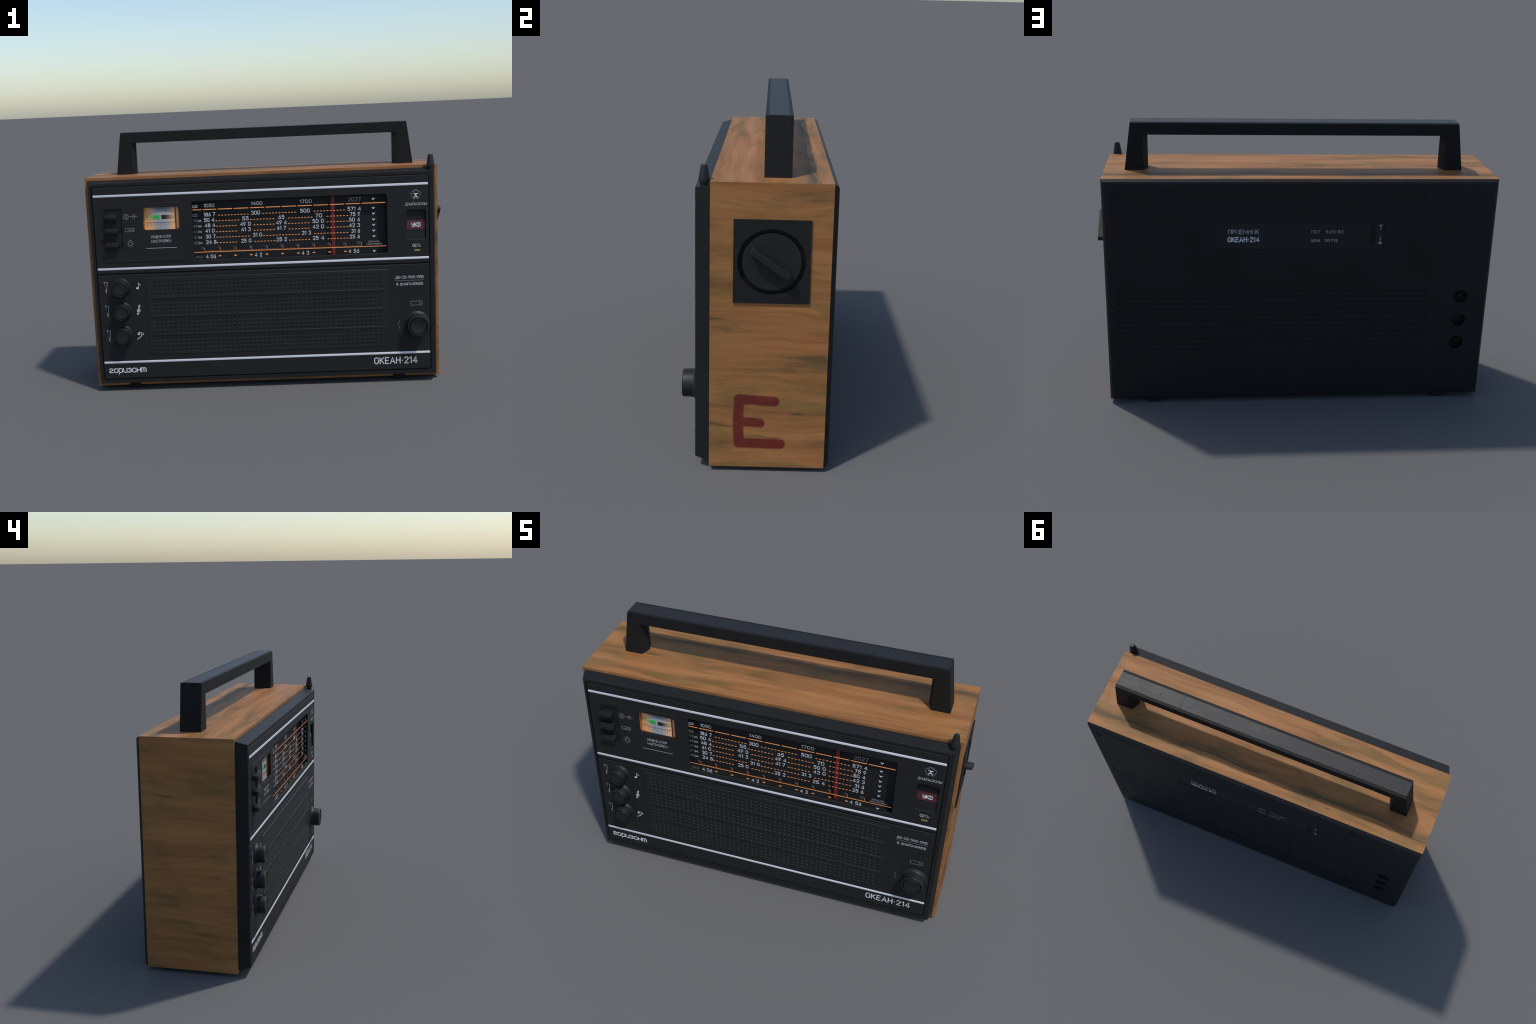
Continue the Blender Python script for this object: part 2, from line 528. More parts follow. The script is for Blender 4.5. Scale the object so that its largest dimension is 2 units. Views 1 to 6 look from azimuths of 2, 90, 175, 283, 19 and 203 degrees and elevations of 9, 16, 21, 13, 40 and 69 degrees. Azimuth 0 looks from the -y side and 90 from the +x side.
RING = [(_a(.28, .70, .28, .30, 0, 180), (0, .30), _a(.28, .30, .28, .30, 180, 360), (.56, .70))]
GLYPHS = {
    " ": (.22, []), ".": (.04, []), "-": (.32, [((0, .45), (.32, .45))]), "·": (.16, [("dot", .08, .46)]),
    "0": (.56, RING), "О": (.56, RING),
    "1": (.22, [((0, .80), (.20, 1), (.20, 0))]),
    "2": (.54, [(_a(.27, .72, .26, .28, 165, -20), (0, 0), (.54, 0))]),
    "3": (.52, [(_a(.24, .75, .25, .25, 150, -80), _a(.24, .27, .27, .27, 82, -150))]),
    "4": (.60, [((.44, 0), (.44, 1), (0, .28), (.60, .28))]),
    "5": (.54, [((.50, 1), (.08, 1), (.04, .56), _a(.25, .33, .28, .33, 125, -150))]),
    "6": (.54, [((.42, 1), (.14, .62), (.02, .38), _a(.27, .30, .27, .30, 165, 520))]),
    "7": (.52, [((0, 1), (.52, 1), (.18, 0))]),
    "8": (.54, [(_a(.27, .76, .23, .24, 270, -90),), (_a(.27, .27, .27, .27, 90, 450),)]),
    "9": (.54, [((.12, 0), (.42, .42), (.52, .64), _a(.27, .70, .27, .30, -15, 340))]),
    "А": (.64, [((0, 0), (.32, 1), (.64, 0)), ((.12, .32), (.52, .32))]),
    "Б": (.54, [((.50, 1), (0, 1), (0, 0), (.26, 0), _a(.27, .29, .26, .29, -90, 90), (0, .58))]),
    "В": (.54, [((0, .54), (.26, .54), _a(.27, .77, .22, .23, -90, 90), (0, 1), (0, 0), (.26, 0), _a(.28, .27, .26, .27, -90, 90))]),
    "Г": (.48, [((0, 0), (0, 1), (.48, 1))]),
    "Д": (.70, [((.02, -.14), (.02, 0), (.68, 0), (.68, -.14)), ((.10, 0), (.26, 1), (.56, 1), (.56, 0))]),
    "Е": (.50, [((.50, 1), (0, 1), (0, 0), (.50, 0)), ((0, .52), (.42, .52))]),
    "З": (.52, [(_a(.24, .75, .25, .25, 150, -80), _a(.24, .27, .27, .27, 82, -150))]),
    "И": (.58, [((0, 1), (0, 0), (.58, 1), (.58, 0))]),
    "Й": (.58, [((0, 1), (0, 0), (.58, 1), (.58, 0)), ((.16, 1.2), (.29, 1.12), (.42, 1.2))]),
    "К": (.56, [((0, 0), (0, 1)), ((.54, 1), (.04, .48)), ((.16, .60), (.56, 0))]),
    "Л": (.60, [((0, 0), (.10, .08), (.18, 1), (.60, 1), (.60, 0))]),
    "М": (.70, [((0, 0), (0, 1), (.35, .30), (.70, 1), (.70, 0))]),
    "Н": (.56, [((0, 0), (0, 1)), ((.56, 0), (.56, 1)), ((0, .52), (.56, .52))]),
    "П": (.56, [((0, 0), (0, 1), (.56, 1), (.56, 0))]),
    "Р": (.52, [((0, 0), (0, 1), (.26, 1), _a(.26, .73, .26, .27, 90, -90), (0, .46))]),
    "С": (.54, [(_a(.28, .70, .28, .30, 20, 180), (0, .30), _a(.28, .30, .28, .30, 180, 340))]),
    "Т": (.56, [((0, 1), (.56, 1)), ((.28, 1), (.28, 0))]),
    "у": (.56, [((0, 1), (0, .70), _a(.26, .62, .26, .20, 180, 300), (.56, .52)), ((.56, 1), (.56, .25), _a(.28, .25, .28, .25, 0, -140))]),
    "У": (.56, [((0, 1), (.30, .40)), ((.56, 1), (.12, 0))]),
    "Ц": (.64, [((0, 1), (0, 0), (.62, 0), (.62, -.16)), ((.54, 1), (.54, 0))]),
    "Ш": (.76, [((0, 1), (0, 0), (.76, 0), (.76, 1)), ((.38, 1), (.38, 0))]),
    "Ы": (.74, [((0, 1), (0, 0), (.24, 0), _a(.26, .27, .22, .27, -90, 90), (0, .54)), ((.74, 1), (.74, 0))]),
    "Ь": (.52, [((0, 1), (0, 0), (.26, 0), _a(.26, .28, .26, .28, -90, 90), (0, .56))]),
    "м": (.80, [((0, 0), (.10, .72), (.40, .16), (.70, .72), (.80, 0))]),
}
# rounded script letters of the maker's word
SCRIPT = {
    "г": (.86, [(_a(.42, .74, .40, .26, 165, -10), (.70, .58), (.14, .38), _a(.42, .26, .40, .26, 160, 270), (.84, .02))]),
    "о": (.80, [(_a(.40, .68, .40, .32, 0, 180), (0, .32), _a(.40, .32, .40, .32, 180, 360), (.80, .68))]),
    "р": (.80, [((.02, -.42), (.02, 1), (.40, 1), _a(.42, .66, .38, .34, 90, 0), (.80, .34), _a(.42, .34, .38, .34, 0, -90), (.02, 0))]),
    "и": (.80, [((0, 1), (0, .34), _a(.38, .34, .38, .34, 180, 270), (.78, 0), (.78, 1))]),
    "з": (.76, [(_a(.34, .75, .36, .25, 160, -70), (.36, .52)), ((.36, .52), _a(.36, .26, .40, .26, 80, -160))]),
    "н": (.80, [((0, 0), (0, 1)), ((.80, 0), (.80, 1)), ((0, .52), (.80, .52))]),
    "т": (1.0, [((0, 0), (0, .98), (.70, .98), _a(.72, .70, .28, .28, 90, 0), (1.0, 0)), ((.50, 0), (.50, .96))]),
}


def word(name, string, u0, u1, v, h, weight, mat, parent, face=to_front, w=None, gap=0.20, glyphs=None):
    ink = Ink(face, -PRINT if w is None else w)
    ink.text(string, u0, u1, v, h, weight, gap, glyphs)
    return ink.done(name, mat, parent)


# ================================================================== cabinet
T = 0.022   # board thickness; boards meet in mitres


def board(corner_a, corner_b, corner_c, corner_d, mat):
    pts = [(x, YF, z) for x, z in (corner_a, corner_b, corner_c, corner_d)] + [(x, YB, z) for x, z in (corner_a, corner_b, corner_c, corner_d)]
    return solid("cabinet_board", pts, BOX_FACES, mat)


board((XL, ZT), (XR, ZT), (XR - T, ZT - T), (XL + T, ZT - T), WOOD_TOP)
board((XL, ZB), (XR, ZB), (XR - T, ZB + T), (XL + T, ZB + T), WOOD_BASE)
board((XR, ZB), (XR, ZT), (XR - T, ZT - T), (XR - T, ZB + T), WOOD_PAINTED)
board((XL, ZB), (XL, ZT), (XL + T, ZT - T), (XL + T, ZB + T), WOOD_PLAIN)

for x0 in (0.692, -0.820):      # two rubber runners under the case
    block("foot", (x0, x0 + 0.0665), (-0.192, 0.291), (0.0, 0.0285), RUBBER, bevel=0.004)

# ================================================================== front panel
outer = [(-0.9895, 0.0282), (0.9443, 0.0282), (0.9443, 1.2028), (-0.9895, 1.2028)]
inner = [(-0.9690, 0.0472), (0.9240, 0.0472), (0.9240, 1.1832), (-0.9690, 1.1832)]
panel = solid("front_panel", [(x, -0.176, z) for x, z in outer] + [(x, -0.2472, z) for x, z in inner], BOX_FACES, CASE)
METER_WINDOW = rounded(-0.6762, -0.4763, 0.9190, 1.0447, 0.014)
SLOT = rounded(-0.8920, -0.7960, 0.8097, 1.0420, 0.002, 2)
SCALE_WINDOW = rounded(-0.4030, 0.6690, 0.7395, 1.0670, 0.012)
BAND_WINDOW = rounded(0.7775, 0.8805, 0.8095, 0.9712, 0.008)
for tool in (sheet("tool", [rounded(-0.9560, 0.9025, 0.0680, 1.1700, 0.013)], 0.2365, 0.30, to_front, CASE),
             sheet("tool", [rounded(-0.690, -0.462, 0.905, 1.058, 0.004)], 0.205, 0.29, to_front, CASE),
             sheet("tool", [rounded(0.770, 0.888, 0.802, 0.979, 0.004)], 0.215, 0.29, to_front, CASE)):
    cut(panel, [tool])
cut(panel, [sheet("tool", [rounded(-0.4060, 0.6720, 0.7290, 1.0720, 0.004)], 0.1890, 0.29, to_front, CASE)])
scale_plate = sheet("control_plate", [rounded(-0.9512, 0.8982, 0.6790, 1.1652, (0.003, 0.003, 0.009, 0.009)), SLOT, METER_WINDOW, SCALE_WINDOW, BAND_WINDOW],
                    0.234, -FACE, to_front, PLATE, panel, 0.0034)
sheet("speaker_plate", [rounded(-0.9512, 0.8982, 0.0728, 0.6728, (0.009, 0.009, 0.003, 0.003))], 0.234, -FACE, to_front, PLATE, panel, 0.0034)
sheet("switch_plate", [rounded(-0.9000, -0.4600, 0.7405, 1.0690, (0.004, 0.010, 0.010, 0.004)), SLOT, METER_WINDOW], 0.240, 0.2502, to_front, PLATE, panel, 0.0021)

for z in (1.1162, 0.7070, 0.1688):      # pale trim strips
    block("trim_strip", (-0.9470, 0.8955), (-0.2500, -0.2440), (z - 0.0063, z + 0.0063), STRIP, panel, 0.0012)

# ------------------------------------------------------------------ slide switches
block("switch_well", (-0.897, -0.791), (-0.2435, -0.2340), (0.804, 1.048), CASE, panel)
for z in (1.0008, 0.9242, 0.8445):
    block("slide_switch", (-0.8872, -0.8150), (-0.2785, -0.2420), (z - 0.0122, z + 0.0122), KNOB, panel, 0.0016)

# ------------------------------------------------------------------ tuning meter
well = sheet("meter_lining", [rounded(-0.6885, -0.4635, 0.9065, 1.0565, 0.010), rounded(-0.6768, -0.4757, 0.9184, 1.0453, 0.014)], 0.206, 0.2475, to_front, LINING, panel)
block("meter_floor", (-0.689, -0.463), (-0.212, -0.206), (0.906, 1.057), LINING, panel)


def meter_y(x, lift=0.0):     # the card bulges towards the viewer
    t = (x + 0.5762) / 0.100
    return -0.2370 + (0.0215 if t < 0 else 0.0090) * t * t - lift


def meter_piece(name, x0, x1, z0, z1, mat, lift, n=12, thick=0.002):
    bm = bmesh.new()
    cols = []
    for i in range(n + 1):
        x = x0 + (x1 - x0) * i / n
        y = meter_y(x, lift)
        cols.append([bm.verts.new(p) for p in ((x, y, z0), (x, y, z1), (x, y + thick, z1), (x, y + thick, z0))])
    for a, b in zip(cols, cols[1:]):
        for k in range(4):
            bm.faces.new((a[k], b[k], b[(k + 1) % 4], a[(k + 1) % 4]))
    bm.faces.new(cols[0])
    bm.faces.new(cols[-1])
    bmesh.ops.recalc_face_normals(bm, faces=bm.faces[:])
    return add(name, mesh_of(bm, name), mat, panel, 30)


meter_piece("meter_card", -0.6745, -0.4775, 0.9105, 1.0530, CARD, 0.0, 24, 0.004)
meter_piece("meter_green_band", -0.6640, -0.5858, 0.9770, 0.9990, GREEN, 0.0006, 8, 0.0008)
meter_piece("meter_black_band", -0.5745, -0.5020, 0.9770, 0.9990, FADING_BLACK, 0.0006, 8, 0.0008)
meter_piece("meter_scale_line", -0.6650, -0.4850, 0.9575, 0.9588, BLACK, 0.0006, 16, 0.0008)
for i in range(13):
    x = -0.658 + i * 0.0133
    meter_piece("meter_tick", x - 0.0006, x + 0.0006, 0.9575 - (0.021 if i % 2 == 0 else 0.0125), 0.9575, BLACK, 0.0006, 1, 0.0008)
meter_piece("meter_needle", -0.4995, -0.4937, 0.9105, 1.0530, NEEDLE, 0.0030, 1, 0.0012)

# ------------------------------------------------------------------ tuning scale
# (a deep dark box; the numerals stand in the plane of its clear front, the pointer runs behind them)
block("scale_backboard", (-0.4055, 0.6715), (-0.1965, -0.1885), (0.7295, 1.0715), PLATE, panel)
block("scale_pointer", (0.3655, 0.3835), (-0.2255, -0.2235), (0.7340, 1.0720), POINTER, panel)
ON_PANE = -GLASS + 0.0005


def number(string, x0, x1, z, h=0.0190, mat=WHITE, weight=0.0029):
    word("scale_number", string, x0, x1, z, h, weight, mat, panel, w=ON_PANE, gap=0.24)


ROWS = (0.9828, 0.9530, 0.9226, 0.8920, 0.8598, 0.8288)
number("1050", -0.3345, -0.2775, 1.0337, 0.0165, MIST)
number("1400", -0.0735, -0.0130, 1.0358, 0.0165, MIST)
number("1700", 0.1955, 0.2575, 1.0352, 0.0170, MIST, 0.0028)
number("2027", 0.4590, 0.5275, 1.0340, 0.0195, DIM, 0.0026)
for string, x0, x1, row in (
        ("186 7", -0.337, -0.277, 0), ("300", -0.0755, -0.028, 0), ("500", 0.195, 0.2465, 0), ("571 4", 0.455, 0.5265, 0),
        ("50 4", -0.3385, -0.282, 1), ("55", -0.1255, -0.0925, 1), ("65", 0.0728, 0.1053, 1), ("70", 0.2778, 0.312, 1), ("75 9", 0.468, 0.522, 1),
        ("48 4", -0.335, -0.2795, 2), ("49 0", -0.138, -0.0825, 2), ("49 4", 0.0612, 0.117, 2), ("50 0", 0.2612, 0.321, 2), ("50 4", 0.462, 0.520, 2),
        ("41 0", -0.333, -0.284, 3), ("41 3", -0.1342, -0.0843, 3), ("41 7", 0.0634, 0.1114, 3), ("42 0", 0.261, 0.321, 3), ("42 3", 0.4612, 0.519, 3),
        ("30 7", -0.3325, -0.281, 4), ("31 0", -0.070, -0.0227, 4), ("31 3", 0.2005, 0.2486, 4), ("31 6", 0.4733, 0.5186, 4),
        ("24 8", -0.3315, -0.277, 5), ("25 0", -0.1366, -0.083, 5), ("25 2", 0.0593, 0.114, 5), ("25 4", 0.2594, 0.320, 5), ("25 6", 0.4634, 0.517, 5)):
    number(string, x0, x1, ROWS[row])
for string, x0, x1 in (("4 06", -0.3365, -0.2835), ("4 2", -0.0648, -0.0266), ("4 3", 0.1958, 0.2337), ("4 56", 0.4548, 0.5114)):
    number(string, x0, x1, 0.7478)
number("ДВ", -0.4000, -0.3715, 1.0330, 0.0135, MIST, 0.0026)
number("СВ", -0.3990, -0.3745, 0.9835, 0.0140, DIM, 0.0028)
for string, row in (("75", 1), ("49", 2), ("41", 3), ("31", 4), ("25", 5)):
    number(string, -0.3990, -0.3765, ROWS[row] + 0.0006, 0.0128, DIM, 0.0026)
    number("м", -0.3710, -0.3560, ROWS[row] + 0.0010, 0.0135, MIST, 0.0032)
number("УКВ", -0.3945, -0.3560, 0.7490, 0.0120, DIM, 0.0022)
for i in range(11):
    x = -0.3422 + i * 0.0869
    s = str(i)
    number(s, x - 0.0115 * len(s) - 0.0015, x - 0.0035, 0.7985 - i * 0.0002, 0.0125, DIM, 0.0024)
number("ШКАЛА", 0.5640, 0.6240, 0.8030, 0.0078, GREY, 0.0022)
number("НАСТРОЙКИ", 0.5560, 0.6380, 0.7885, 0.0080, GREY, 0.0022)

marks = Ink(to_front, ON_PANE)
for z in (1.0420, 0.9923, 0.9613, 0.9289, 0.8986, 0.8671, 0.8358, 0.7531):
    x = 0.5960
    marks.line([(x - 0.0056, z + 0.0036), (x - 0.0010, z - 0.0030), (x + 0.0056, z + 0.0036)], 0.0044)
marks.done("scale_tick_mark", WHITE, panel, "stuff")

dashes = Ink(to_front, ON_PANE)
edges = [-0.4035, -0.3471] + [-0.3471 + 0.0841 + 0.0879 * i for i in range(10)] + [0.6665]
for a, b in zip(edges, edges[1:]):
    dashes.line([(a + 0.0060, 1.0206), (b - 0.0060, 1.0206)], 0.0048)


def dotted(x0, x1, z):
    n = round((x1 - x0 - 0.0105) / 0.0179)
    for i in range(n + 1):
        a = x0 + (x1 - x0 - 0.0105) * i / n
        dashes.line([(a + 0.0020, z), (a + 0.0088, z)], 0.0042)


for x0, x1, z in ((-0.2595, -0.090, 0.9860), (-0.0142, 0.1728, 0.9866), (0.2673, 0.440, 0.9874),
                  (-0.2752, -0.1425, 0.9555), (-0.084, 0.0502, 0.9556), (0.1265, 0.2606, 0.9552), (0.3378, 0.4572, 0.9566),
                  (-0.2741, -0.1594, 0.9252), (-0.0665, 0.0503, 0.9248), (0.1259, 0.2428, 0.9246), (0.3382, 0.4564, 0.9253),
                  (-0.2741, -0.1594, 0.8945), (-0.0665, 0.0503, 0.8943), (0.1259, 0.2428, 0.8941), (0.3382, 0.4564, 0.8943),
                  (-0.2756, -0.0889, 0.8637), (-0.016, 0.1882, 0.8627), (0.2658, 0.4541, 0.8626),
                  (-0.2746, -0.1603, 0.8328), (-0.0655, 0.0520, 0.8322), (0.1265, 0.2430, 0.8316), (0.3400, 0.4560, 0.8312)):
    dotted(x0, x1, z)
dashes.line([(-0.4020, 0.7835), (0.6610, 0.7795)], 0.0036)
for i in range(10):
    x = -0.2597 + i * 0.0871
    if i < 9:
        dashes.line([(x - 0.0042, 0.7595 - i * 0.0003), (x + 0.0042, 0.7595 - i * 0.0003)], 0.0070)
for i in range(101):
    x, base = -0.3422 + 0.8692 * i / 100, 0.7833 - 0.0033 * i / 100
    dashes.rect(x - 0.0008, x + 0.0008, base, base + (0.0245 if i % 10 == 0 else 0.0078 if i % 5 == 0 else 0.0066))
dashes.done("scale_division", ORANGE, panel, "stuff")

# ------------------------------------------------------------------ band window
def slant(z):
    return -0.2275 - 0.0135 * (0.979 - z) / 0.177


def drum(name, z0, z1, mat):
    pts = [(x, y, z) for z in (z0, z1) for x, y in ((0.771, slant(z)), (0.887, slant(z)), (0.887, slant(z) + 0.010), (0.771, slant(z) + 0.010))]
    return solid(name, pts, BOX_FACES, mat, panel)


drum("band_drum", 0.9152, 0.979, PIT)
drum("band_flag", 0.8652, 0.9148, BAND_RED)
drum("band_drum", 0.802, 0.8648, PLATE)
word("band_lettering", "уКВ", 0.8060, 0.8525, 0.8795, 0.0205, 0.0042, WHITE, panel, w=0.2362)

block("pilot_lamp", (0.8150, 0.8472), (-0.2500, -0.246), (0.7424, 0.7540), LAMP, panel, 0.0018, 3)

# ------------------------------------------------------------------ printed words and signs
ON_SWITCH = 0.2506
word("printed_word", "ИНДИКАТОР", -0.6362, -0.5255, 0.8738, 0.0136, 0.0022, MIST, panel, w=ON_SWITCH)
word("printed_word", "НАСТРОЙКИ", -0.6357, -0.5260, 0.8485, 0.0136, 0.0022, MIST, panel, w=ON_SWITCH)
word("printed_word", "ДИАПАЗОНЫ", 0.7705, 0.8865, 0.9992, 0.0135, 0.0023, MIST, panel)
word("printed_word", "СЕТЬ", 0.8075, 0.8515, 0.7690, 0.0145, 0.0028, MIST, panel)
word("printed_word", "ДВ·СВ·5КВ·УКВ", 0.7098, 0.8635, 0.5930, 0.0135, 0.0027, MIST, panel)
word("printed_word", "8 ДИАПАЗОНОВ", 0.7143, 0.8608, 0.5548, 0.0125, 0.0027, MIST, panel)
word("maker_word", "горизонт", -0.9215, -0.7125, 0.1092, 0.0232, 0.0050, WHITE, panel, gap=0.26, glyphs=SCRIPT)
word("model_lettering", "ОКЕАН·214", 0.5835, 0.8215, 0.1085, 0.0345, 0.0052, WHITE, panel, gap=0.26)

signs = Ink(to_front, -PRINT)
signs.line([(0.7058, 0.5811), (0.8670, 0.5811)], 0.0022)
signs.line(rounded(0.7925, 0.8550, 0.4393, 0.4618, 0.004, 3), 0.0022, closed=True)     # battery sign over the tuning knob
signs.line([(0.8390, 0.4400), (0.8390, 0.4612)], 0.0018)
signs.line([(0.8478, 0.4455), (0.8478, 0.4560)], 0.0018)
signs.line(arc(0.7620, 0.3307, 0.040, 0.044, 150, 210, 8), 0.0018)
signs.line([(0.7262, 0.3490), (0.7280, 0.3534), (0.7298, 0.3500)], 0.0022)
signs.line([(0.7262, 0.3125), (0.7280, 0.3081), (0.7298, 0.3118)], 0.0022)
pent = [(0.8280 + 0.0295 * math.cos(math.radians(90 + 72 * i)), 1.0580 + 0.0295 * math.sin(math.radians(90 + 72 * i))) for i in range(5)]
soft = []
for i, p in enumerate(pent):      # pentagon mark with rounded corners
    a, b = Vector(pent[i - 1]), Vector(pent[(i + 1) % 5])
    p = Vector(p)
    for t in (0.22, 0.08):
        soft.append(tuple(p.lerp(a, t) * 0.985 + Vector((0.8280, 1.0580)) * 0.015))
    for t in (0.08, 0.22):
        soft.append(tuple(p.lerp(b, t) * 0.985 + Vector((0.8280, 1.0580)) * 0.015))
signs.line(soft, 0.0022, closed=True)
signs.line([(0.8140, 1.0665), (0.8160, 1.0760), (0.8280, 1.0800), (0.8400, 1.0760), (0.8420, 1.0665)], 0.0018)
signs.done("printed_sign", GREY, panel, "stuff")

bright = Ink(to_front, -PRINT)
bright.blob([(0.8125, 1.0640), (0.8435, 1.0640), (0.8310, 1.0565), (0.8305, 1.0530), (0.8255, 1.0530), (0.8250, 1.0565)][::-1])
bright.line([(0.8180, 1.0410), (0.8280, 1.0515), (0.8380, 1.0410)], 0.0052)
bright.done("quality_mark", WHITE, panel, "stuff")

wedges = Ink(to_front, -PRINT)
for z in (0.6340, 0.4985, 0.3560):      # growing-volume wedges beside the small knobs
    wedges.line([(-0.9185, z + 0.0010), (-0.8998, z - 0.0035), (-0.9088, z - 0.0645)], 0.0028, closed=True)
wedges.done("volume_wedge", MIST, panel, "stuff")

notes = Ink(to_front, -PRINT)
notes.disc(-0.7318, 0.5938, 0.0076, 0.0056)
notes.line([(-0.7256, 0.5945), (-0.7246, 0.6240), (-0.7190, 0.6150), (-0.7135, 0.6090)], 0.0030)
# treble clef: spiral round the line, stem and hook
notes.line([(-0.7342 + r * math.cos(math.radians(a)), 0.4655 + 0.95 * r * math.sin(math.radians(a))) for a, r in ((-60, .0030), (30, .0046), (110, .0060), (180, .0075), (240, .0088), (300, .0102), (360, .0108), (410, .0108), (455, .0100))], 0.0030)
notes.line([(-0.7355, 0.4750), (-0.7270, 0.4850), (-0.7232, 0.4925), (-0.7262, 0.4972), (-0.7308, 0.4930), (-0.7325, 0.4840), (-0.7330, 0.4600), (-0.7345, 0.4450), (-0.7395, 0.4428), (-0.7430, 0.4462)], 0.0030)
notes.disc(-0.7412, 0.4470, 0.0036)
# bass clef
notes.line(arc(-0.7340, 0.3290, 0.0110, 0.0110, 190, 20, 10) + [(-0.7235, 0.3270), (-0.7290, 0.3150), (-0.7400, 0.3060), (-0.7500, 0.3005)], 0.0038)
notes.disc(-0.7395, 0.3290, 0.0052)
notes.disc(-0.7160, 0.3345, 0.0026)
notes.disc(-0.7150, 0.3260, 0.0026)
notes.done("music_sign", WHITE, panel, "stuff")

icons = Ink(to_front, ON_SWITCH)
icons.line(arc(-0.7692, 0.9984, 0.0128, 0.0138, 0, 350, 20), 0.0032, closed=True)
icons.line([(-0.7692, 0.9925), (-0.7692, 1.0040)], 0.0040)
icons.line([(-0.7468, 0.9995), (-0.7325, 0.9993)], 0.0030)
icons.line([(-0.7318, 1.0060), (-0.7320, 0.9915)], 0.0034)
icons.line([(-0.7228, 1.0127), (-0.7236, 0.9858)], 0.0030)
icons.line([(-0.7232, 0.9990), (-0.7075, 0.9988)], 0.0030)
icons.line(rounded(-0.7768, -0.7280, 0.9142, 0.9328, 0.004, 3), 0.0026, closed=True)
icons.line([(-0.7395, 0.9148), (-0.7395, 0.9325)], 0.0022)
icons.line([(-0.7620, 0.9215), (-0.7470, 0.9235)], 0.0040)
icons.line([(-0.7335, 0.9190), (-0.7335, 0.9285)], 0.0020)
icons.line(arc(-0.7538, 0.8455, 0.0100, 0.0100, 118, -298 + 360, 3)[:1] + arc(-0.7538, 0.8455, 0.0100, 0.0100, 118, 422, 18), 0.0028)
icons.line([(-0.7583, 0.8545), (-0.7585, 0.8640), (-0.7570, 0.8665), (-0.7505, 0.8665), (-0.7490, 0.8640), (-0.7490, 0.8545)], 0.0026)
for a in (0, 45, 135, 180, 225, 270, 315):
    c, s = math.cos(math.radians(a)), math.sin(math.radians(a))
    icons.line([(-0.7538 + 0.0145 * c, 0.8455 + 0.0145 * s), (-0.7538 + 0.0195 * c, 0.8455 + 0.0195 * s)], 0.0026)
icons.done("switch_sign", GREY, panel, "stuff")
rule = Ink(to_front, ON_SWITCH)
rule.line([(-0.6650, 0.8172), (-0.4970, 0.8172)], 0.0026)
rule.done("printed_rule", MIST, panel)

# ------------------------------------------------------------------ perforated speaker grille
GX0, GX1, GZ0, GZ1, GF = -0.6830, 0.6725, 0.2060, 0.6490, -0.2500
COLS, CELL, PITCH = 49, 0.02610, 0.02250
first_x = -0.6370 - CELL / 2
bands_z = [0.6218, 0.5108, 0.4020, 0.2965]
bm = bmesh.new()


def quad(x0, x1, z0, z1, y=GF):
    bm.faces.new([bm.verts.new(p) for p in ((x0, y, z0), (x1, y, z0), (x1, y, z1), (x0, y, z1))])


last_x = first_x + COLS * CELL
inset = 0.0026
bounds = [(top + PITCH / 2, top + PITCH / 2 - 4 * PITCH) for top in bands_z]
quad(GX0 + inset, first_x, GZ0 + inset, GZ1 - inset)
quad(last_x, GX1 - inset, GZ0 + inset, GZ1 - inset)
quad(first_x, last_x, bounds[0][0], GZ1 - inset)
quad(first_x, last_x, GZ0 + inset, bounds[3][1])
for (_, low), (high, _) in zip(bounds, bounds[1:]):
    quad(first_x, last_x, high, low)
# sloping rim of the grille plate
ring0 = [(GX0 + inset, GZ0 + inset), (GX1 - inset, GZ0 + inset), (GX1 - inset, GZ1 - inset), (GX0 + inset, GZ1 - inset)]
ring1 = [(GX0, GZ0), (GX1, GZ0), (GX1, GZ1), (GX0, GZ1)]
for k in range(4):
    j = (k + 1) % 4
    bm.faces.new([bm.verts.new(p) for p in ((*ring1[k][:1], FACE + 0.0006, ring1[k][1]), (ring1[j][0], FACE + 0.0006, ring1[j][1]), (ring0[j][0], GF, ring0[j][1]), (ring0[k][0], GF, ring0[k][1]))])
HOLES = [(0.0082, 0.0), (0.0058, 0.0032), (0.0026, 0.0064)]
for top in bands_z:
    for r in range(4):
        cz = top - r * PITCH
        for c in range(COLS):
            cx = first_x + (c + 0.5) * CELL
            frame, rings = [], [[] for _ in HOLES]
            for k in range(12):
                a = math.tau * k / 12
                ca, sa = math.cos(a), math.sin(a)
                m = 1 / max(abs(ca), abs(sa))
                frame.append(bm.verts.new((cx + ca * m * CELL / 2, GF, cz + sa * m * PITCH / 2)))
                for ring, (rad, deep) in zip(rings, HOLES):
                    ring.append(bm.verts.new((cx + ca * rad, GF + deep, cz + sa * rad)))
            for A, B in zip([frame] + rings, rings):
                for k in range(12):
                    j = (k + 1) % 12
                    bm.faces.new((A[k], A[j], B[j], B[k]))
            bm.faces.new(rings[-1])
            for sx, sz, k in ((1, 1, 1), (-1, 1, 4), (-1, -1, 7), (1, -1, 10)):      # square off the cell corners
                corner = bm.verts.new((cx + sx * CELL / 2, GF, cz + sz * PITCH / 2))
                bm.faces.new((frame[k], corner, frame[(k + 1) % 12]))
bmesh.ops.remove_doubles(bm, verts=bm.verts[:], dist=1e-5)
grille = add("speaker_grille", mesh_of(bm, "speaker_grille"), GRILLE, panel, 40)
for z in (0.5328, 0.4258, 0.3207):
    block("grille_bar", (-0.6655, 0.6475), (-0.2521, -0.2470), (z - 0.0070, z + 0.0070), PLATE, panel, 0.0022, 3)

